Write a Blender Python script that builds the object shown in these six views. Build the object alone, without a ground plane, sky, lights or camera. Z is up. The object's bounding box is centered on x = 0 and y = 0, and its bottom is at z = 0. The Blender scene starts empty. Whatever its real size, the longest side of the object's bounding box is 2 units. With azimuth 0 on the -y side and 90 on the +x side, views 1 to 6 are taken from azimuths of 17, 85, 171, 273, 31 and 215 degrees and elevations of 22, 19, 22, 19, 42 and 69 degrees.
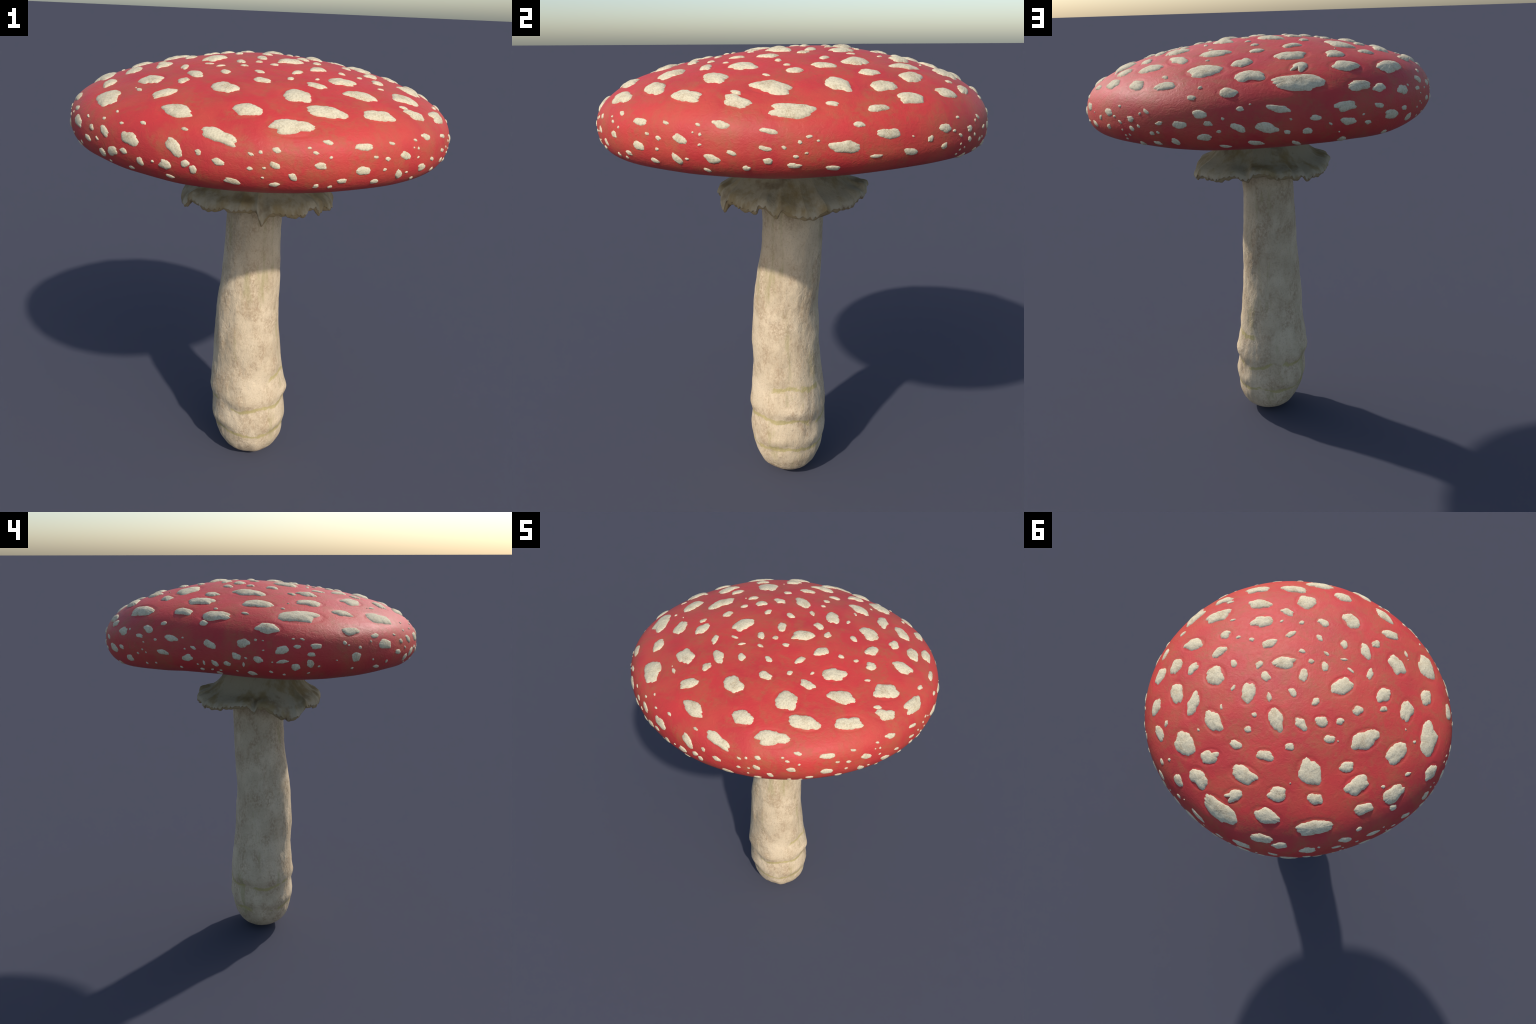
"""Fly agaric: red cap with raised cream warts, pale gills, frilled ring skirt, cream stem.

Built part by part in metres, z up.  Every part is a mesh of its own:
mushroom > cap (> wart, gills), stem, ring (> ring lining).
"""
import math
import random

import bpy
import numpy as np
from mathutils import Matrix, Vector, noise
from mathutils.bvhtree import BVHTree

TAU = 2 * math.pi
RNG = random.Random(11)

# ------------------------------------------------------------------ helpers


def fourier(coefficients, angle):
    """c0 + c1 cos a + c2 sin a + c3 cos 2a + c4 sin 2a + ..."""
    value = coefficients[0] + 0 * angle
    for i in range(1, (len(coefficients) + 1) // 2):
        value = value + coefficients[2 * i - 1] * np.cos(i * angle) + coefficients[2 * i] * np.sin(i * angle)
    return value


def smooth_curve(x, knots, values):
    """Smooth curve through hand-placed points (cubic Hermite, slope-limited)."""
    x, knots, values = np.asarray(x, float), np.asarray(knots, float), np.asarray(values, float)
    h = np.diff(knots)
    d = np.diff(values) / h
    m = np.zeros_like(values)
    m[1:-1] = np.where(d[:-1] * d[1:] > 0, 2 * d[:-1] * d[1:] / (d[:-1] + d[1:] + 1e-12 * np.sign(d[:-1] + d[1:])), 0)
    m[0], m[-1] = d[0], d[-1]
    i = np.clip(np.searchsorted(knots, x, side="right") - 1, 0, len(knots) - 2)
    t = np.clip((x - knots[i]) / h[i], 0, 1)
    return (values[i] * (1 + 2 * t) * (1 - t) ** 2 + h[i] * m[i] * t * (1 - t) ** 2
            + values[i + 1] * t * t * (3 - 2 * t) + h[i] * m[i + 1] * t * t * (t - 1))


def around(angle_degrees, table):
    """Periodic curve over the azimuth through (degrees, value) pairs."""
    a = np.array([p[0] for p in table], float)
    v = np.array([p[1] for p in table], float)
    a = np.concatenate([a[-3:] - 360, a, a[:3] + 360])
    v = np.concatenate([v[-3:], v, v[:3]])
    return smooth_curve(np.asarray(angle_degrees) % 360, a, v)


def wave_noise(angle, seed, orders, fall=1.0):
    """Seeded sum of sine waves around the axis, about -1..1."""
    r = random.Random(seed)
    total = 0 * np.asarray(angle, float)
    for k in orders:
        total = total + (r.uniform(0.5, 1) / k ** fall) * np.sin(k * angle + r.uniform(0, TAU))
    return total


def grid_mesh(name, rows, close_first=False, close_last=False):
    """Mesh lofted through rings of equal length; faces point outwards."""
    rows = np.asarray(rows)
    n, m = rows.shape[:2]
    verts = [tuple(p) for p in rows.reshape(-1, 3)]
    faces = []
    for i in range(n - 1):
        for j in range(m):
            k = (j + 1) % m
            faces.append((i * m + j, i * m + k, (i + 1) * m + k, (i + 1) * m + j))
    if close_first:
        verts.append(tuple(rows[0].mean(0)))
        c = len(verts) - 1
        faces += [(c, (j + 1) % m, j) for j in range(m)]
    if close_last:
        verts.append(tuple(rows[-1].mean(0)))
        c = len(verts) - 1
        faces += [(c, (n - 1) * m + j, (n - 1) * m + (j + 1) % m) for j in range(m)]
    mesh = bpy.data.meshes.new(name)
    mesh.from_pydata(verts, [], faces)
    mesh.polygons.foreach_set("use_smooth", [True] * len(mesh.polygons))
    return mesh


def add_object(name, mesh, parent, material):
    obj = bpy.data.objects.new(name, mesh)
    bpy.context.scene.collection.objects.link(obj)
    obj.parent = parent
    if mesh is not None:
        mesh.materials.append(material)
    return obj


# ---------------------------------------------------------------- materials


class Nodes:
    """Small shorthand for building a node tree."""

    def __init__(self, name):
        self.material = bpy.data.materials.new(name)
        self.material.use_nodes = True
        self.tree = self.material.node_tree
        self.shader = self.tree.nodes["Principled BSDF"]
        coordinate = self.new("ShaderNodeTexCoord")
        self.object = coordinate.outputs["Object"]

    def new(self, kind, **settings):
        node = self.tree.nodes.new(kind)
        for key, value in settings.items():
            setattr(node, key, value)
        return node

    def feed(self, socket, value):
        if isinstance(value, bpy.types.NodeSocket):
            self.tree.links.new(value, socket)
        else:
            socket.default_value = value

    def math(self, operation, a, b=0.0, c=0.0, clamp=False):
        node = self.new("ShaderNodeMath", operation=operation, use_clamp=clamp)
        for socket, value in zip(node.inputs, (a, b, c)):
            self.feed(socket, value)
        return node.outputs[0]

    def scaled(self, vector, scale):
        node = self.new("ShaderNodeMapping")
        self.feed(node.inputs["Vector"], vector)
        node.inputs["Scale"].default_value = scale
        return node.outputs[0]

    def moved(self, vector, offset):
        node = self.new("ShaderNodeVectorMath", operation="ADD")
        self.feed(node.inputs[0], vector)
        self.feed(node.inputs[1], offset)
        return node.outputs[0]

    def noise(self, vector, scale, detail=4.0, roughness=0.55, distortion=0.0):
        node = self.new("ShaderNodeTexNoise")
        self.feed(node.inputs["Vector"], vector)
        node.inputs["Scale"].default_value = scale
        node.inputs["Detail"].default_value = detail
        node.inputs["Roughness"].default_value = roughness
        node.inputs["Distortion"].default_value = distortion
        return node.outputs["Fac"]

    def ramp(self, value, low, high):
        node = self.new("ShaderNodeMapRange", interpolation_type="SMOOTHSTEP")
        self.feed(node.inputs["Value"], value)
        node.inputs["From Min"].default_value = low
        node.inputs["From Max"].default_value = high
        return node.outputs["Result"]

    def mix(self, factor, a, b):
        node = self.new("ShaderNodeMix", data_type="RGBA")
        self.feed(node.inputs["Factor"], factor)
        for socket, value in ((node.inputs[6], a), (node.inputs[7], b)):
            self.feed(socket, value if isinstance(value, bpy.types.NodeSocket) else (*value, 1.0))
        return node.outputs[2]

    def bump(self, height, strength, distance, normal=None):
        node = self.new("ShaderNodeBump")
        node.inputs["Strength"].default_value = strength
        node.inputs["Distance"].default_value = distance
        self.feed(node.inputs["Height"], height)
        if normal is not None:
            self.feed(node.inputs["Normal"], normal)
        return node.outputs["Normal"]

    def finish(self, colour, roughness, normal=None, specular=0.35):
        self.feed(self.shader.inputs["Base Color"], colour)
        self.feed(self.shader.inputs["Roughness"], roughness)
        self.shader.inputs["Specular IOR Level"].default_value = specular
        if normal is not None:
            self.feed(self.shader.inputs["Normal"], normal)
        return self.material


def cap_material():
    n = Nodes("cap_skin_red")
    p = n.object
    broad = n.noise(p, 3.0, 3)
    mottle = n.noise(p, 9.0, 5, 0.62, 0.6)
    fine = n.noise(p, 55.0, 4, 0.6)
    red = n.mix(n.ramp(broad, 0.35, 0.68), CAP_RED_DEEP, CAP_RED)
    # olive-brown scuffs, streaked and grainy
    stain = n.math("MULTIPLY", n.ramp(mottle, 0.40, 0.66), n.ramp(fine, 0.28, 0.64))
    colour = n.mix(n.math("MULTIPLY", n.ramp(n.noise(n.scaled(p, (1, 1, 0.5)), 6.0, 4, 0.6), 0.42, 0.66), 0.55), red, CAP_ORANGE)
    colour = n.mix(n.math("MULTIPLY", stain, 0.6), colour, CAP_SCUFF)
    wrinkle = n.noise(n.scaled(p, (1, 1, 1.6)), 38.0, 5, 0.6, 1.2)
    pits = n.noise(p, 130.0, 3, 0.6)
    normal = n.bump(wrinkle, 0.30, 0.006)
    normal = n.bump(pits, 0.15, 0.003, normal)
    rough = n.math("MULTIPLY_ADD", fine, 0.2, 0.46)
    return n.finish(colour, rough, normal, 0.33)


def wart_material():
    n = Nodes("wart_cream")
    info = n.new("ShaderNodeObjectInfo")
    shift = n.new("ShaderNodeCombineXYZ")
    n.feed(shift.inputs[0], n.math("MULTIPLY", info.outputs["Random"], 31.0))
    n.feed(shift.inputs[1], n.math("MULTIPLY", info.outputs["Random"], 17.0))
    p = n.moved(n.object, shift.outputs[0])
    broad = n.noise(p, 22.0, 3, 0.5)
    grain = n.noise(p, 150.0, 4, 0.65)
    speck = n.noise(p, 260.0, 3, 0.7)
    cream = n.mix(n.ramp(grain, 0.30, 0.60), WART_SHADE, WART_CREAM)
    colour = n.mix(n.math("MULTIPLY", n.ramp(broad, 0.48, 0.70), n.ramp(speck, 0.40, 0.62)), cream, WART_TAN)
    normal = n.bump(n.noise(p, 170.0, 4, 0.65), 0.45, 0.003)
    return n.finish(colour, 0.75, normal, 0.2)


def stem_material():
    n = Nodes("stem_cream_stained")
    p = n.object
    xyz = n.new("ShaderNodeSeparateXYZ")
    n.feed(xyz.inputs[0], p)
    x, y, z = xyz.outputs
    angle = n.math("ARCTAN2", y, n.math("SUBTRACT", x, 0.005))
    streak = n.scaled(p, (1, 1, 0.30))
    broad = n.noise(n.scaled(p, (1, 1, 0.6)), 13.0, 5, 0.65, 0.5)
    fibre = n.noise(streak, 60.0, 5, 0.7)
    grain = n.noise(p, 110.0, 4, 0.7)
    cream = n.mix(n.ramp(n.noise(p, 7.0, 3), 0.35, 0.68), STEM_CREAM_DULL, STEM_CREAM)
    brown = n.math("MULTIPLY", n.ramp(broad, 0.40, 0.64), n.ramp(n.noise(n.scaled(p, (1, 1, 0.75)), 85.0, 5, 0.72), 0.34, 0.64))
    colour = n.mix(n.math("MULTIPLY", brown, 0.85), cream, STEM_BROWN)
    colour = n.mix(n.math("MULTIPLY", n.ramp(grain, 0.50, 0.72), 0.5), colour, STEM_BROWN)
    # lengthwise olive streaks
    olive = n.noise(n.moved(n.scaled(p, (1, 1, 0.16)), (3.1, 1.7, 0.4)), 13.0, 4, 0.65)
    colour = n.mix(n.math("MULTIPLY", n.ramp(olive, 0.57, 0.70), 0.55), colour, STEM_OLIVE)
    # olive lines that follow the ragged ledges of the base
    ragged = n.noise(p, 16.0, 4, 0.6)
    gaps = n.noise(n.moved(p, (1.3, 5.2, 0.0)), 10.0, 3, 0.5)
    torn = n.noise(n.moved(n.scaled(p, (1, 1, 1.3)), (7.7, 0.3, 2.0)), 24.0, 5, 0.65)
    for ledge in LEDGES:
        level = n.math("ADD", ledge["z"], -0.002)
        for order, size, phase in ledge["waves"]:
            wave = n.math("SINE", n.math("MULTIPLY_ADD", angle, float(order), phase))
            level = n.math("MULTIPLY_ADD", wave, size, level)
        level = n.math("MULTIPLY_ADD", n.math("SUBTRACT", ragged, 0.5), 0.05, level)
        off = n.math("ABSOLUTE", n.math("SUBTRACT", z, level))
        off = n.math("MULTIPLY_ADD", n.math("SUBTRACT", torn, 0.5), 0.034, off)
        line = n.math("SUBTRACT", 1.0, n.ramp(off, 0.005, 0.013))
        line = n.math("MULTIPLY", line, n.ramp(gaps, 0.35, 0.43))
        if ledge["arc"]:
            toward = n.math("COSINE", n.math("SUBTRACT", angle, math.radians(ledge["arc"][0])))
            line = n.math("MULTIPLY", line, n.ramp(toward, math.cos(math.radians(ledge["arc"][1])), math.cos(math.radians(ledge["arc"][1] * 0.8))))
        colour = n.mix(n.math("MULTIPLY", line, 0.75), colour, STEM_OLIVE_BRIGHT)
    crackle = n.noise(n.scaled(p, (1, 1, 0.6)), 48.0, 6, 0.68, 0.8)
    normal = n.bump(crackle, 0.6, 0.008)
    normal = n.bump(fibre, 0.2, 0.004, normal)
    return n.finish(colour, 0.78, normal, 0.25)


def ring_material(name, pale, tint, brown):
    n = Nodes(name)
    p = n.object
    streak = n.scaled(p, (1, 1, 0.5))
    broad = n.noise(streak, 10.0, 4, 0.6)
    rust = n.noise(n.moved(p, (4.0, 2.0, 7.0)), 8.0, 4, 0.6)
    fine = n.noise(streak, 70.0, 5, 0.7)
    colour = n.mix(n.ramp(broad, 0.42, 0.64), pale, tint)
    colour = n.mix(n.math("MULTIPLY", n.ramp(rust, 0.53, 0.72), 0.75), colour, brown)
    colour = n.mix(n.math("MULTIPLY", n.ramp(fine, 0.55, 0.75), 0.4), colour, brown)
    normal = n.bump(n.noise(streak, 42.0, 5, 0.65), 0.4, 0.007)
    return n.finish(colour, 0.8, normal, 0.2)


def gill_material():
    n = Nodes("gill_ivory")
    fine = n.noise(n.object, 40.0, 4, 0.6)
    return n.finish(n.mix(fine, GILL_DULL, GILL_PALE), 0.8, n.bump(fine, 0.2, 0.003), 0.2)


CAP_RED = (0.545, 0.041, 0.039)
CAP_RED_DEEP = (0.46, 0.035, 0.036)
CAP_ORANGE = (0.50, 0.075, 0.045)
CAP_SCUFF = (0.36, 0.105, 0.045)
WART_CREAM = (0.65, 0.565, 0.39)
WART_SHADE = (0.49, 0.415, 0.28)
WART_TAN = (0.42, 0.315, 0.19)
STEM_CREAM = (0.70, 0.555, 0.375)
STEM_CREAM_DULL = (0.58, 0.455, 0.30)
STEM_BROWN = (0.40, 0.275, 0.165)
STEM_OLIVE = (0.37, 0.31, 0.14)
STEM_OLIVE_BRIGHT = (0.47, 0.38, 0.15)
RING_PALE = (0.49, 0.41, 0.29)
RING_TINT = (0.36, 0.265, 0.135)
RING_BROWN = (0.20, 0.13, 0.07)
LINING_PALE = (0.36, 0.265, 0.145)
GILL_PALE = (0.62, 0.56, 0.43)
GILL_DULL = (0.48, 0.42, 0.30)

# --------------------------------------------------------------------- cap
# The cap is a lopsided cushion: brim radius, brim height and lip depth wander
# with the azimuth; "u" runs 0 at the apex, 1 at the widest brim, 2 at the lip.

CAP_CENTRE = (-0.0423, 0.1084)
BRIM_RADIUS = [0.7864, 0.0490, -0.1111, 0.0075, 0.0006, -0.0007, -0.0045, -0.0014, 0.0044, -0.0010, -0.0027]
BRIM_HEIGHT = [1.7093, -0.0146, 0.0041, 0.0020, -0.0045, 0.0032, 0.0012, -0.0040, 0.0012]
LIP_DEPTH = [0.0909, 0.0005, -0.0074, -0.0037, -0.0062, 0.0033, -0.0010, -0.0054, 0.0017, 0.0023, -0.0037]
CROWN_RISE, CROWN_ROUND, CROWN_POWER, CROWN_FLATTEN = 0.2902, 1.9687, 0.4043, -0.3655
LIP_INSET = 0.8961


# Shallow hollows of the crown: azimuth, spread, u, spread, depth.
CAP_HOLLOWS = [(230, 27, 0.61, 0.20, 0.015), (121, 19, 0.78, 0.16, 0.018), (356, 20, 0.64, 0.16, 0.007), (268, 18, 0.80, 0.13, 0.008), (303, 16, 0.72, 0.15, 0.009)]


def cap_surface(angle, u):
    angle, u = np.broadcast_arrays(np.asarray(angle, float), np.asarray(u, float))
    radius = fourier(BRIM_RADIUS, angle)
    radius = radius + 0.011 * np.exp(-(((np.degrees(angle) - 104 + 180) % 360 - 180) / 28) ** 2) + 0.007 * np.exp(-(((np.degrees(angle) - 282 + 180) % 360 - 180) / 35) ** 2)
    height, depth = fourier(BRIM_HEIGHT, angle), fourier(LIP_DEPTH, angle)
    over, under = np.minimum(u, 1) * math.pi / 2, (np.maximum(u, 1) - 1) * math.pi / 2
    share = np.where(u <= 1, np.sin(over), LIP_INSET + (1 - LIP_INSET) * np.cos(under))
    dome = np.clip(1 - share ** CROWN_ROUND, 0, 1) ** CROWN_POWER * (1 + CROWN_FLATTEN * share ** 2 * (1 - share))
    top = BRIM_HEIGHT[0] + (height - BRIM_HEIGHT[0]) * share ** 2 + CROWN_RISE * dome
    z = np.where(u <= 1, top, height - depth * np.sin(under))
    for where, wide, mid, deep, sink in CAP_HOLLOWS:
        off = (np.degrees(angle) - where + 180) % 360 - 180
        z = z - sink * np.exp(-(off / wide) ** 2 - ((u - mid) / deep) ** 2)
    return np.stack([CAP_CENTRE[0] + share * radius * np.cos(angle), CAP_CENTRE[1] + share * radius * np.sin(angle), z], -1)


def build_cap(parent, material):
    angles = np.linspace(0, TAU, 720, endpoint=False)
    us = np.concatenate([np.linspace(0.004, 1, 260), np.linspace(1, 2, 50)[1:]])
    rows = [cap_surface(angles, u) for u in us]
    # the skin rolls in under the lip, then runs up inside to the gills
    edge = rows[-1]
    centre = np.array([*CAP_CENTRE, 0.0])
    for inward, lift in ((0.985, -0.001), (0.97, 0.003), (0.95, 0.012)):
        ring = centre + (edge - centre) * np.array([inward, inward, 1.0])
        ring[:, 2] = edge[:, 2] + lift
        rows.append(ring)
    rows = np.array(rows)[::-1]
    mesh = grid_mesh("cap", rows, close_last=True)
    # faint unevenness of the skin
    for v in mesh.vertices:
        v.co.z += 0.0025 * noise.noise(v.co * 7.0)
    return add_object("cap", mesh, parent, material)


# ------------------------------------------------------------------- warts
# Each wart: azimuth in degrees about the cap centre, u in thousandths (1000 =
# brim), length and width in millimetres, tilt of the long axis against the
# horizontal in degrees.  Grouped by the zone of the cap they sit on.

WARTS = {
    "crown": [
        (10.2, 355, 111, 95, 29), (15.2, 101, 54, 25, 22), (16.0, 255, 38, 20, -12), (16.9, 187, 121, 68, -1),
        (34.5, 303, 31, 16, 5), (44.9, 354, 134, 73, 10), (49.2, 171, 30, 25, 43), (63.8, 230, 39, 33, 17),
        (70.2, 320, 65, 43, 27), (76.6, 106, 122, 72, -25), (97.2, 276, 82, 54, 9), (120.0, 202, 48, 37, 6),
        (138.1, 333, 135, 107, -77), (144.2, 98, 76, 48, -74), (170.4, 214, 54, 44, -37), (183.1, 132, 65, 56, -35),
        (190.1, 322, 150, 90, -26), (196.4, 191, 40, 37, -32), (213.0, 246, 57, 50, -48), (216.4, 356, 41, 32, -64),
        (226.5, 81, 52, 34, -35), (241.1, 198, 126, 84, -67), (243.2, 333, 71, 34, -40), (252.3, 265, 47, 17, 20),
        (262.9, 275, 37, 18, 48), (270.7, 334, 60, 36, -39), (271.0, 196, 63, 35, -45), (277.2, 249, 35, 22, -16),
        (286.7, 189, 33, 30, -89), (287.5, 309, 48, 31, -45), (289.9, 123, 86, 42, -81), (298.0, 225, 35, 29, -9),
        (307.5, 308, 64, 35, 40), (310.6, 48, 54, 37, -71), (317.0, 176, 121, 72, -3), (324.2, 281, 86, 54, 14),
        (334.0, 337, 32, 27, -54), (341.9, 215, 50, 37, 30), (346.0, 158, 67, 43, 71), (355.8, 303, 50, 35, 39),
    ],
    "upper_shoulder": [
        (9.8, 483, 76, 53, -19), (10.6, 601, 106, 65, 9), (24.7, 543, 130, 68, 11), (31.3, 445, 132, 66, -19),
        (52.7, 547, 148, 91, 1), (66.3, 464, 96, 68, 57), (72.0, 605, 112, 76, -4), (90.8, 409, 138, 78, 10),
        (91.9, 549, 94, 60, 47), (112.2, 587, 128, 68, -11), (115.4, 446, 91, 70, 5), (137.9, 478, 74, 55, -13),
        (163.5, 478, 124, 80, -1), (165.3, 368, 75, 52, -15), (173.7, 566, 23, 17, -16), (186.1, 611, 39, 17, -27),
        (192.2, 483, 129, 86, -9), (201.5, 544, 20, 16, -47), (216.9, 471, 126, 67, -9), (224.9, 602, 95, 64, -17),
        (226.3, 361, 97, 66, -36), (243.3, 487, 126, 82, -4), (247.1, 582, 43, 19, -10), (258.2, 383, 103, 53, -26),
        (258.4, 456, 57, 44, -83), (258.5, 579, 98, 62, 49), (276.1, 479, 114, 85, -36), (288.6, 397, 71, 47, -14),
        (299.4, 521, 112, 100, -54), (300.8, 374, 33, 27, 30), (308.7, 440, 80, 47, -34), (312.4, 384, 25, 17, 31),
        (320.9, 535, 136, 71, -27), (323.1, 410, 114, 83, -4), (336.0, 499, 34, 17, -30), (339.8, 388, 31, 20, -18),
        (339.8, 596, 141, 86, -10), (344.1, 448, 61, 52, -9), (354.4, 399, 84, 59, -18), (357.5, 567, 113, 77, -66),
    ],
    "lower_shoulder": [
        (0.5, 870, 40, 21, -10), (5.7, 769, 77, 33, 3), (16.1, 713, 109, 60, -5), (29.1, 881, 21, 12, -4),
        (30.7, 704, 104, 53, -21), (39.7, 625, 37, 22, -19), (42.9, 700, 94, 48, 13), (54.6, 789, 40, 22, -10),
        (56.0, 707, 21, 16, 25), (66.0, 747, 75, 46, -8), (70.4, 873, 33, 19, -7), (82.2, 886, 91, 30, -13),
        (90.0, 688, 212, 86, -7), (111.8, 763, 110, 50, 1), (119.9, 806, 74, 38, 2), (131.5, 882, 86, 42, 1),
        (135.0, 661, 170, 75, -4), (147.3, 844, 74, 31, -17), (154.0, 776, 33, 23, 15), (159.2, 898, 75, 29, -6),
        (159.6, 631, 97, 54, -5), (171.0, 736, 43, 30, -7), (174.9, 648, 133, 70, -1), (185.0, 891, 53, 40, -1),
        (192.8, 759, 105, 55, -7), (205.9, 629, 190, 102, 4), (219.8, 807, 104, 40, 3), (228.5, 869, 60, 21, 5),
        (238.6, 879, 26, 12, -17), (239.1, 695, 167, 91, -11), (246.5, 852, 23, 13, 2), (253.6, 847, 22, 12, 1),
        (260.0, 809, 29, 16, -9), (267.0, 690, 137, 68, -5), (271.3, 804, 30, 14, -12), (279.6, 825, 153, 53, -17),
        (285.0, 644, 96, 77, -12), (295.1, 747, 159, 75, -1), (302.9, 855, 36, 20, -11), (305.2, 644, 137, 75, -17),
        (311.2, 895, 75, 28, -5), (318.9, 887, 28, 14, -15), (319.7, 692, 138, 66, -8), (326.9, 885, 21, 12, -19),
        (331.9, 876, 58, 29, -14), (331.9, 655, 47, 20, -25), (333.2, 717, 114, 57, -23), (346.3, 770, 172, 61, 2),
        (355.0, 723, 42, 25, -13),
    ],
    "brim": [
        (7.3, 931, 85, 36, -3), (18.6, 977, 28, 22, 3), (23.7, 933, 62, 32, -8), (29.9, 983, 29, 12, -21),
        (34.6, 959, 41, 24, -10), (34.9, 1036, 31, 20, -17), (40.5, 902, 36, 15, -23), (45.3, 971, 37, 15, 8),
        (52.0, 974, 62, 31, -5), (58.2, 906, 63, 32, -11), (60.8, 964, 36, 21, -12), (64.0, 1000, 21, 12, 5),
        (69.8, 987, 65, 28, -21), (78.4, 993, 92, 39, -9), (93.8, 967, 51, 21, -8), (104.0, 920, 102, 43, 0),
        (104.9, 1035, 74, 30, -6), (117.4, 956, 54, 21, -18), (131.2, 1033, 49, 20, -9), (143.3, 912, 56, 18, -6),
        (152.0, 926, 21, 12, -7), (155.7, 998, 70, 23, -2), (166.1, 1056, 56, 31, 3), (168.4, 949, 31, 14, -17),
        (174.2, 914, 62, 32, -22), (182.9, 982, 46, 26, -21), (189.4, 996, 42, 28, -14), (196.4, 941, 58, 36, 9),
        (196.5, 1027, 51, 17, 3), (200.9, 919, 34, 17, 1), (205.0, 975, 39, 19, -10), (206.6, 921, 53, 25, -7),
        (216.0, 908, 22, 19, -1), (219.9, 1010, 55, 41, -15), (232.5, 946, 107, 42, -2), (240.0, 1021, 58, 24, -4),
        (242.1, 940, 38, 22, -11), (245.1, 989, 26, 12, -19), (248.2, 933, 65, 32, -20), (255.7, 1020, 41, 22, -8),
        (257.5, 934, 88, 49, -5), (269.7, 933, 82, 46, -37), (272.5, 1029, 34, 29, 34), (275.4, 945, 26, 20, -30),
        (279.8, 985, 45, 26, -13), (286.4, 1008, 23, 13, -9), (286.5, 934, 22, 12, -22), (291.5, 988, 42, 22, -29),
        (291.8, 906, 31, 21, -8), (300.0, 921, 25, 12, -15), (301.1, 990, 47, 25, -6), (314.1, 960, 23, 12, -8),
        (317.4, 975, 27, 16, -20), (323.0, 969, 57, 31, -20), (334.5, 1044, 35, 17, -17), (341.3, 989, 44, 17, -8),
        (341.9, 904, 61, 19, -9), (350.0, 931, 22, 12, 9), (357.4, 984, 98, 43, -3),
    ],
    "under_brim": [
        (4.4, 1139, 45, 14, 0), (13.1, 1113, 59, 26, -10), (23.5, 1083, 35, 22, 9), (35.8, 1630, 43, 29, 45),
        (42.5, 1123, 24, 18, -8), (43.0, 1469, 41, 22, -4), (49.8, 1349, 38, 33, -29), (59.4, 1173, 63, 29, 0),
        (65.1, 1508, 53, 17, -10), (74.8, 1413, 68, 23, -10), (84.7, 1115, 29, 17, -13), (87.8, 1578, 47, 21, -36),
        (91.1, 1148, 44, 25, -7), (104.1, 1668, 43, 35, -5), (112.6, 1172, 36, 18, -15), (123.3, 1662, 40, 26, -10),
        (123.7, 1111, 96, 40, -7), (136.0, 1338, 59, 36, 11), (172.2, 1171, 22, 12, -79), (176.0, 1160, 40, 22, -39),
        (177.2, 1616, 30, 21, -43), (180.0, 1134, 33, 22, -19), (185.1, 1137, 21, 12, -88), (187.9, 1475, 46, 23, -15),
        (200.5, 1203, 40, 33, -30), (204.8, 1112, 38, 32, -64), (229.8, 1396, 50, 19, -9), (234.1, 1261, 21, 18, -38),
        (246.7, 1262, 49, 37, 21), (251.4, 1118, 65, 39, 12), (256.9, 1454, 33, 19, 7), (260.7, 1176, 38, 30, -42),
        (267.6, 1125, 49, 39, -4), (268.3, 1424, 40, 18, -11), (274.3, 1139, 36, 27, -85), (282.8, 1329, 66, 25, -13),
        (291.7, 1360, 37, 22, 1), (295.4, 1170, 36, 25, -42), (300.7, 1415, 25, 20, 30), (306.4, 1297, 43, 21, -4),
        (311.1, 1083, 60, 35, -3), (315.0, 1385, 42, 23, 0), (321.8, 1267, 48, 33, -41), (328.3, 1496, 31, 18, -30),
        (330.2, 1192, 55, 34, -11), (337.2, 1371, 29, 22, 15), (341.8, 1187, 34, 23, -2), (347.0, 1287, 51, 20, -5),
        (347.4, 1083, 21, 12, -8), (355.1, 1383, 50, 23, -8),
    ],
}

# Bites out of the outline of some large warts: nearest wart (azimuth, u) ->
# list of (direction in degrees in the wart's own frame, depth, spread).
BITES = {
    (295, 749): [(-148, 0.34, 20), (-50, 0.30, 24)],
    (279, 824): [(80, 0.42, 26), (-20, 0.20, 14)],
    (319, 697): [(86, 0.22, 16), (-10, 0.18, 16)],
    (92, 544): [(190, 0.75, 24), (120, 0.25, 18)],
    (66, 462): [(60, 0.40, 18)],
    (31, 445): [(-60, 0.35, 30)],
    (104, 917): [(200, 0.30, 24), (-60, 0.25, 24)],
    (267, 689): [(-150, 0.26, 26), (10, 0.2, 18)],
    (346, 771): [(-20, 0.22, 22), (160, 0.15, 20)],
    (132, 876): [(60, 0.25, 18), (-120, 0.25, 20)],
    (333, 720): [(-150, 0.25, 25), (80, 0.2, 20)],
    (311, 904): [(88, 0.25, 18), (-90, 0.15, 18)],
    (206, 631): [(-40, 0.28, 30)],
    (91, 405): [(60, 0.25, 30)],
    (139, 331): [(-120, 0.15, 25)],
}


def wart_outline(phi, seed, elongated):
    low = wave_noise(phi, seed, (2, 3, 4, 5), 0.5) * (0.115 if elongated < 1.2 or seed % 3 else 0.15)
    rough = wave_noise(phi, seed + 5000, range(7, 15), 0.4) * 0.034
    fray = wave_noise(phi, seed + 9000, range(17, 34), 0.3) * 0.016
    return 1 + low + rough + fray


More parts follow.
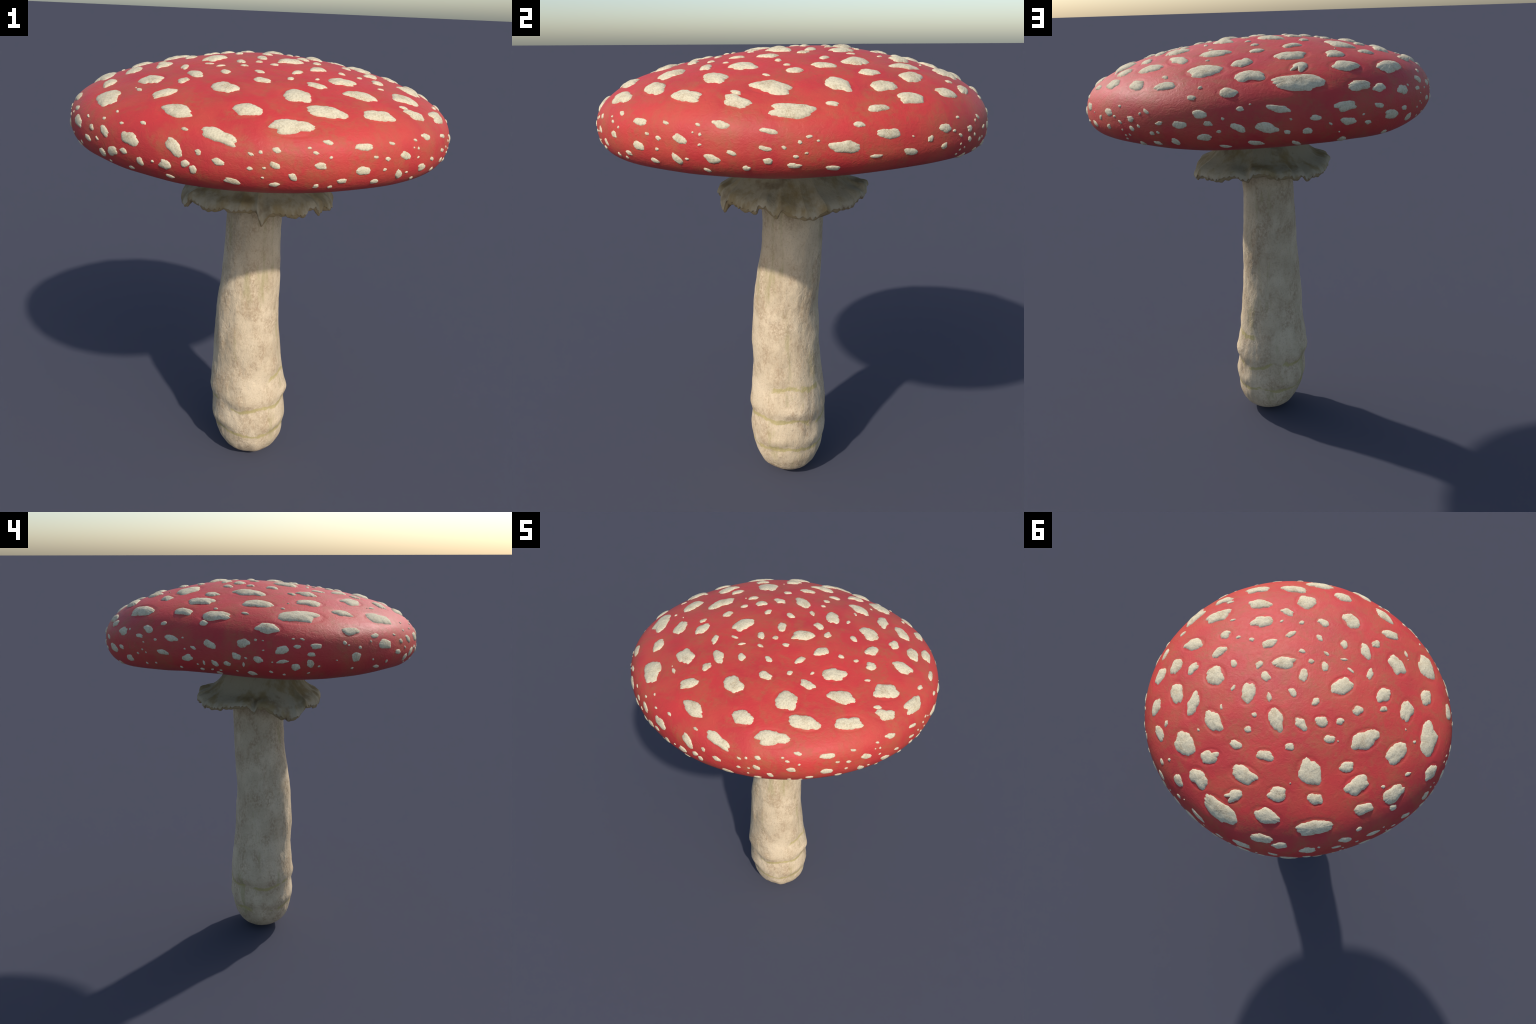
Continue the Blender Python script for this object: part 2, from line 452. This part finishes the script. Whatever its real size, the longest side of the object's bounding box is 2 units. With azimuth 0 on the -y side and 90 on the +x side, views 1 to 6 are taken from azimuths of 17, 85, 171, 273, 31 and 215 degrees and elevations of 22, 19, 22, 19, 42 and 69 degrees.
def wart_mesh(tree, azimuth, u, length, width, tilt, seed, bites=()):
    angle = math.radians(azimuth)
    centre = cap_surface(angle, u)
    h = 1e-3
    east = cap_surface(angle + h, u) - cap_surface(angle - h, u)
    east /= np.linalg.norm(east)
    upslope = cap_surface(angle, max(u - h, 0.002)) - cap_surface(angle, u + h)
    upslope -= east * (upslope @ east)
    upslope /= np.linalg.norm(upslope)
    normal = np.cross(east, upslope)
    t = math.radians(tilt)
    along, across = east * math.cos(t) + upslope * math.sin(t), -east * math.sin(t) + upslope * math.cos(t)
    big = length > 0.035
    segments, rings = (72, 12) if big else (36, 7)
    phi = np.linspace(0, TAU, segments, endpoint=False)
    edge = wart_outline(phi, seed, length / width)
    for direction, depth, spread in bites:
        off = (np.degrees(phi) - direction + 180) % 360 - 180
        edge = edge * (1 - depth * np.exp(-(off / spread) ** 2))
    rise = min(0.0025 + 0.10 * width, 0.0100) * (1.0 if u < 0.85 else 0.8)
    verts, faces = [], []
    for i in range(rings + 1):
        share = (i / rings) ** 0.75
        dome = (1 - share ** 2.4) ** 0.8
        for j in range(segments if i else 1):
            # away from the edge the outline relaxes towards a plain oval
            r = share * (1 + (edge[j] - 1) * share ** 0.5)
            p = centre + along * (r * math.cos(phi[j]) * length / 2) + across * (r * math.sin(phi[j]) * width / 2)
            hit, n, _, _ = tree.ray_cast(Vector(p + normal * 0.06), Vector(-normal), 0.2)
            if hit is None:
                hit, n, _, _ = tree.find_nearest(Vector(p))
            lump = 1 + 0.22 * noise.noise(Vector(p) * 38.0) + 0.10 * noise.noise(Vector(p) * 95.0)
            lift = rise * dome * lump - 0.0025 * share ** 10
            q = hit + n * lift
            verts.append(tuple(q - Vector(centre)))
    for j in range(segments):
        k = (j + 1) % segments
        faces.append((0, 1 + j, 1 + k))
        for i in range(1, rings):
            a, b = 1 + (i - 1) * segments, 1 + i * segments
            faces.append((a + j, b + j, b + k, a + k))
    mesh = bpy.data.meshes.new("wart")
    mesh.from_pydata(verts, [], faces)
    mesh.polygons.foreach_set("use_smooth", [True] * len(mesh.polygons))
    return mesh, Vector(centre)


def sink_beds(mesh, beds):
    """Dent the skin in a shallow moat round each of the larger warts."""
    points = np.empty(len(mesh.vertices) * 3)
    mesh.vertices.foreach_get("co", points)
    points = points.reshape(-1, 3)
    sink = np.zeros(len(points))
    for azimuth, u, half_long, half_wide, tilt in beds:
        angle, t = math.radians(azimuth), math.radians(tilt)
        centre = cap_surface(angle, u)
        east = cap_surface(angle + 1e-3, u) - cap_surface(angle - 1e-3, u)
        east /= np.linalg.norm(east)
        upslope = cap_surface(angle, max(u - 1e-3, 0.002)) - cap_surface(angle, u + 1e-3)
        upslope -= east * (upslope @ east)
        upslope /= np.linalg.norm(upslope)
        off = points - centre
        near = np.where((off ** 2).sum(1) < (2 * half_long) ** 2)[0]
        a = off[near] @ (east * math.cos(t) + upslope * math.sin(t)) / (half_long + 0.004)
        b = off[near] @ (-east * math.sin(t) + upslope * math.cos(t)) / (half_wide + 0.004)
        q = np.hypot(a, b)
        sink[near] = np.maximum(sink[near], min(0.0020, 0.05 * half_wide) * np.exp(-((q - 1.0) / 0.16) ** 2))
    points[:, 2] -= sink
    mesh.vertices.foreach_set("co", points.ravel())
    mesh.update()


def build_warts(cap, material):
    tree = BVHTree.FromPolygons([v.co for v in cap.data.vertices], [list(p.vertices) for p in cap.data.polygons])
    seed, placed, beds = 100, [], []
    for zone in WARTS.values():
        for azimuth, u, length, width, tilt in zone:
            seed += 1
            bites = next((b for (a, v), b in BITES.items() if abs(a - azimuth) < 1 and abs(v - u) < 8), ())
            mesh, centre = wart_mesh(tree, azimuth, u / 1000, length / 1000, width / 1000, tilt, seed, bites)
            obj = add_object("wart", mesh, cap, material)
            obj.location = centre
            placed.append((centre, length / 2000))
            if width >= 24 and u < 960:
                beds.append((azimuth, u / 1000, length / 2000, width / 2000, tilt))
    sink_beds(cap.data, beds)
    # crumbs too small to pick apart singly, strewn mostly along the brim
    verts, faces, strewn, tries = [], [], 0, 0
    while strewn < 70 and tries < 2000:
        tries += 1
        azimuth = RNG.uniform(0, 360)
        u = RNG.choice([RNG.uniform(0.84, 1.05)] * 5 + [RNG.uniform(1.05, 1.5)] * 4 + [RNG.uniform(0.15, 0.8)])
        size = RNG.uniform(0.009, 0.018)
        spot = Vector(cap_surface(math.radians(azimuth), u))
        if any((spot - c).length < r + size * 0.8 for c, r in placed):
            continue
        mesh, centre = wart_mesh(tree, azimuth, u, size * RNG.uniform(0.9, 1.3), size * RNG.uniform(0.6, 0.9), RNG.uniform(-35, 20), 7000 + tries)
        base = len(verts)
        verts += [tuple(v.co + centre) for v in mesh.vertices]
        faces += [tuple(base + i for i in f.vertices) for f in mesh.polygons]
        bpy.data.meshes.remove(mesh)
        placed.append((spot, size / 2))
        strewn += 1
    mesh = bpy.data.meshes.new("wart_crumbs")
    mesh.from_pydata(verts, [], faces)
    mesh.polygons.foreach_set("use_smooth", [True] * len(mesh.polygons))
    add_object("wart_crumbs", mesh, cap, material)["kind"] = "stuff"


# ------------------------------------------------------------------- gills


def build_gills(cap, material):
    """Flesh under the cap with blades hanging from it, widest half way in."""
    count, steps = 96, 14
    verts, faces = [], []
    hub = np.array([-0.012, 0.020])

    def at(angle, share):
        lip = cap_surface(angle, 2.0)
        rim = CAP_CENTRE + (lip[:2] - np.array(CAP_CENTRE)) * 0.965
        xy = hub + (rim - hub) * share
        return xy, float(lip[2])

    # flesh: a shallow ceiling
    fine = 144
    shares = np.linspace(0.1, 1.0, 12)
    for s in shares:
        for j in range(fine):
            xy, z = at(TAU * j / fine, s)
            verts.append((xy[0], xy[1], z + 0.008 + 0.055 * (1 - s ** 3)))
    for i in range(len(shares) - 1):
        for j in range(fine):
            k = (j + 1) % fine
            faces.append((i * fine + j, i * fine + k, (i + 1) * fine + k, (i + 1) * fine + j))
    for g in range(count):
        angle = TAU * (g + RNG.uniform(-0.25, 0.25)) / count
        start = 0.19 if g % 2 == 0 else RNG.uniform(0.38, 0.6)
        base = len(verts)
        for i in range(steps + 1):
            s = start + (1.0 - start) * i / steps
            xy, z = at(angle, s)
            side = np.array([-math.sin(angle), math.cos(angle)])
            top = z + 0.012 + 0.055 * (1 - s ** 3)
            hang = 0.055 * (1 - ((s - 0.6) / 0.42) ** 4) if s > 0.6 else 0.055 * min(1, 0.25 + 1.2 * (s - start + 0.1))
            bottom = top - max(hang, 0.006)
            for width, height in ((0.0045, top), (0.0015, bottom)):
                for sign in (-1, 1):
                    q = xy + side * sign * width
                    verts.append((q[0], q[1], height))
        for i in range(steps):
            a, b = base + 4 * i, base + 4 * (i + 1)
            faces += [(a, b, b + 2, a + 2), (a + 1, a + 3, b + 3, b + 1), (a + 2, b + 2, b + 3, a + 3)]
        end = base + 4 * steps
        faces += [(base, base + 2, base + 3, base + 1), (end, end + 1, end + 3, end + 2)]
    mesh = bpy.data.meshes.new("gills")
    mesh.from_pydata(verts, [], faces)
    add_object("gills", mesh, cap, material)["kind"] = "stuff"


# -------------------------------------------------------------------- stem
# Height, centre x, centre y, half width along x, half width along y.

STEM_PROFILE = [
    (0.000, 0.022, 0.000, 0.004, 0.004),
    (0.005, 0.021, 0.000, 0.044, 0.042),
    (0.016, 0.020, 0.000, 0.082, 0.078),
    (0.040, 0.017, -0.001, 0.120, 0.116),
    (0.075, 0.015, -0.002, 0.147, 0.142),
    (0.125, 0.012, -0.002, 0.169, 0.163),
    (0.180, 0.008, -0.002, 0.181, 0.173),
    (0.240, 0.004, -0.001, 0.186, 0.179),
    (0.310, -0.001, 0.000, 0.187, 0.179),
    (0.380, -0.007, 0.000, 0.188, 0.178),
    (0.440, -0.011, -0.001, 0.184, 0.175),
    (0.550, -0.0144, -0.0055, 0.172, 0.165),
    (0.700, -0.0164, -0.0134, 0.161, 0.160),
    (0.850, -0.0172, -0.0137, 0.151, 0.153),
    (1.000, -0.0114, -0.0030, 0.140, 0.147),
    (1.150, -0.0135, 0.0120, 0.131, 0.137),
    (1.300, -0.0115, 0.0165, 0.127, 0.137),
    (1.450, -0.0090, 0.0150, 0.128, 0.138),
    (1.680, -0.0080, 0.0180, 0.140, 0.146),
]

# Ragged ledges left by the torn veil round the base; "arc" limits a ledge to
# part of the way round: (middle, half width) in degrees.
LEDGES = [
    {"z": 0.490, "waves": [(2, 0.006, 1.0), (5, 0.008, 2.0)], "arc": (8, 48), "size": 0.004},
    {"z": 0.333, "waves": [(1, 0.004, 4.5), (3, 0.011, 2.6), (5, 0.009, 0.4)], "arc": None, "size": 0.0060},
    {"z": 0.182, "waves": [(2, 0.006, 0.6), (4, 0.006, 3.0)], "arc": None, "size": 0.0050},
]


def build_stem(parent, material):
    profile = np.array(STEM_PROFILE)
    heights = np.concatenate([np.array([0.0, 0.001, 0.003, 0.005, 0.009, 0.014, 0.020, 0.028]), np.linspace(0.036, 0.56, 110), np.linspace(0.57, 1.68, 120)])
    angles = np.linspace(0, TAU, 144, endpoint=False)
    rows = []
    for z in heights:
        cx, cy, rx, ry = (smooth_curve(z, profile[:, 0], profile[:, k]) for k in (1, 2, 3, 4))
        swell = np.zeros_like(angles)
        for ledge in LEDGES:
            level = ledge["z"] + sum(size * np.sin(order * angles + phase) for order, size, phase in ledge["waves"])
            level = level + 0.004 * wave_noise(angles, 77, (7, 11, 17), 0.2)
            d = z - level
            # overhanging lip just above the line, a groove just below it
            step = 1.1 * np.exp(-((d - 0.042) / 0.036) ** 2) - 0.7 * np.exp(-((d + 0.010) / 0.030) ** 2)
            if ledge["arc"]:
                mid, half = np.radians(ledge["arc"][0]), math.radians(ledge["arc"][1])
                off = (angles - mid + math.pi) % TAU - math.pi
                step = step * np.exp(-(off / half) ** 4)
            swell += ledge["size"] * step * np.clip(0.8 + 0.55 * wave_noise(angles, int(ledge["z"] * 1000), (2, 3, 5, 7), 0.3), 0.1, 1.7)
        # the section is flattened on one side half way up
        flat = math.exp(-((z - 0.92) / 0.34) ** 2)
        swell -= flat * 0.011 * np.exp(-(((angles - math.radians(315) + math.pi) % TAU - math.pi) / 0.75) ** 2)
        swell -= math.exp(-((z - 0.6) / 0.32) ** 2) * 0.006 * np.exp(-(((angles - math.radians(130) + math.pi) % TAU - math.pi) / 0.75) ** 2)
        grow = min(1.0, z / 0.05)
        for j, a in enumerate(angles):
            q = Vector((math.cos(a) * 2.2, math.sin(a) * 2.2, z * 6))
            swell[j] += grow * (0.0055 * noise.noise(q) + 0.002 * noise.noise(Vector((math.cos(a) * 9, math.sin(a) * 9, z * 22))))
        rows.append(np.stack([cx + (rx + swell * grow) * np.cos(angles), cy + (ry + swell * grow) * np.sin(angles), np.full_like(angles, z)], -1))
    mesh = grid_mesh("stem", rows, close_first=True, close_last=True)
    return add_object("stem", mesh, parent, material)


# -------------------------------------------------------------------- ring
# Height of the torn hem and its distance from the stem axis, by azimuth.

RING_CENTRE = (-0.010, 0.011)
HEM_HEIGHT = [
    (0, 1.355), (8, 1.352), (15, 1.370), (25, 1.373), (35, 1.373), (42, 1.375), (48, 1.390), (56, 1.397),
    (61, 1.388), (65, 1.381), (71, 1.407), (81, 1.408), (87, 1.396), (91, 1.391), (97, 1.395), (101, 1.396),
    (104, 1.380), (108, 1.387), (112, 1.391), (117, 1.368), (124, 1.378), (130, 1.374), (138, 1.376), (146, 1.385),
    (152, 1.390), (160, 1.396), (167, 1.400), (173, 1.402), (177, 1.376), (181, 1.399), (187, 1.399), (192, 1.382),
    (199, 1.358), (205, 1.345), (210, 1.337), (220, 1.350), (227, 1.386), (237, 1.382), (246, 1.370), (255, 1.374),
    (262, 1.390), (271, 1.386), (280, 1.390), (289, 1.391), (291.5, 1.355), (293, 1.338), (295.5, 1.354), (299, 1.376),
    (304, 1.383), (310, 1.377), (320, 1.367), (328, 1.366), (330, 1.389), (335, 1.390), (340, 1.366), (343, 1.357),
    (346, 1.380), (352, 1.366), (357, 1.356),
]
HEM_RADIUS = [(5, 0.358), (20, 0.350), (45, 0.333), (62, 0.325), (80, 0.326), (98, 0.335), (130, 0.322), (165, 0.310),
              (182, 0.318), (205, 0.340), (230, 0.328), (252, 0.322), (270, 0.330), (285, 0.318), (300, 0.330), (340, 0.348)]
# Bell-shaped fall of the skirt: distance from the axis, height, share of the hem's waviness.
SKIRT = [(0.138, 1.640, 0.0), (0.158, 1.590, 0.0), (0.188, 1.545, 0.05), (0.214, 1.505, 0.15), (0.240, 1.474, 0.3), (0.272, 1.446, 0.5),
         (0.300, 1.428, 0.72), (0.318, 1.414, 0.88), (0.329, 1.400, 0.97), (0.333, 1.388, 1.0)]
TEETH = 86


def build_ring(parent, material, lining_material):
    segments = TEETH * 10
    angles = np.linspace(0, TAU, segments, endpoint=False)
    degrees = np.degrees(angles)
    hem = around(degrees, HEM_HEIGHT)
    reach = around(degrees, HEM_RADIUS)
    pleat = 0.5 * wave_noise(angles, 31, (5, 7, 9, 12), 0.3) + 0.9 * (0.6 - np.abs(np.sin(8.5 * angles + 1.1 * wave_noise(angles, 32, (3, 5, 7), 0.2)))) 
    # one deep fold where the skirt has torn and overlaps itself
    fold = np.exp(-(((degrees - 291 + 180) % 360 - 180) / 3.0) ** 2)
    warp = angles * TEETH + 1.6 * wave_noise(angles, 41, (5, 9, 14, 23), 0.2)
    tooth = np.abs(np.sin(warp / 2)) ** 0.8 * (0.65 + 0.35 * wave_noise(angles, 42, (13, 21, 34), 0.1))
    profile = np.array(SKIRT)
    steps = np.linspace(0, 1, 44)
    knots = np.linspace(0, 1, len(profile))

    def ring_at(radius, height, lean=0.0):
        # the collar of the skirt sits a little off the middle of its hem
        return np.stack([RING_CENTRE[0] + 0.006 * lean + radius * np.cos(angles), RING_CENTRE[1] - 0.009 * lean + radius * np.sin(angles), height + 0 * angles], -1)

    outer = []
    for s in steps:
        r0, z0, w = (smooth_curve(s, knots, profile[:, k]) for k in range(3))
        radius = r0 + w * (reach - 0.333) + 0.010 * pleat * w * (1.2 - 0.5 * w) + 0.014 * fold * min(1, w * 1.6)
        radius = radius - 0.014 * math.sin(math.pi * s) * np.exp(-(np.abs((degrees - 150 + 180) % 360 - 180) / 48) ** 4)
        lower = w * w * (hem + 0.020 - 1.388)
        height = z0 + lower + 0.004 * w * pleat
        outer.append((radius, height, math.sin(math.pi * min(1, s * 1.15)) ** 1.0 if s < 0.87 else 0.0))
    rows = [ring_at(*o) for o in outer]
    last_r, last_h, _ = outer[-1]
    # toothed edge, a little thick, turned back to the inside
    rows.append(ring_at(last_r + 0.001, last_h - 0.012 * tooth))
    rows.append(ring_at(last_r - 0.001, last_h - 0.0145 * tooth - 0.001))
    rows.append(ring_at(last_r - 0.006, last_h - 0.0135 * tooth))
    rows.append(ring_at(last_r - 0.010, last_h + 0.002))
    ring = add_object("ring", grid_mesh("ring", np.array(rows)[::-1]), parent, material)

    # lining: a second layer that shows below the teeth and closes the underside
    lumps = 0.004 * wave_noise(angles, 51, (31, 43, 61), 0.1)
    under = [(last_r - 0.004, last_h + 0.004), (last_r - 0.004, last_h - 0.010), (last_r - 0.007, hem + 0.001 + lumps),
             (last_r - 0.012, hem + 0.000 + lumps), (last_r - 0.018, hem + 0.008)]
    for s in np.linspace(0.12, 1, 14):
        inner = 0.150
        radius = (last_r - 0.018) * (1 - s) + inner * s
        height = (hem + 0.008) * (1 - s) + 1.47 * s + 0.012 * math.sin(math.pi * s)
        under.append((radius, height))
    rows = [ring_at(r, h) for r, h in under]
    add_object("ring_lining", grid_mesh("ring_lining", np.array(rows)[::-1]), ring, lining_material)


# ------------------------------------------------------------------- build

mushroom = bpy.data.objects.new("fly_agaric_mushroom", None)
bpy.context.scene.collection.objects.link(mushroom)
mushroom["label"] = "red capped mushroom with cream warts, frilled ring, pale stem"
mushroom["category"] = "mushroom"

cap = build_cap(mushroom, cap_material())
build_warts(cap, wart_material())
build_gills(cap, gill_material())
build_stem(mushroom, stem_material())
build_ring(mushroom, ring_material("ring_ivory", RING_PALE, RING_TINT, RING_BROWN),
           ring_material("ring_lining_ochre", LINING_PALE, RING_TINT, RING_BROWN))
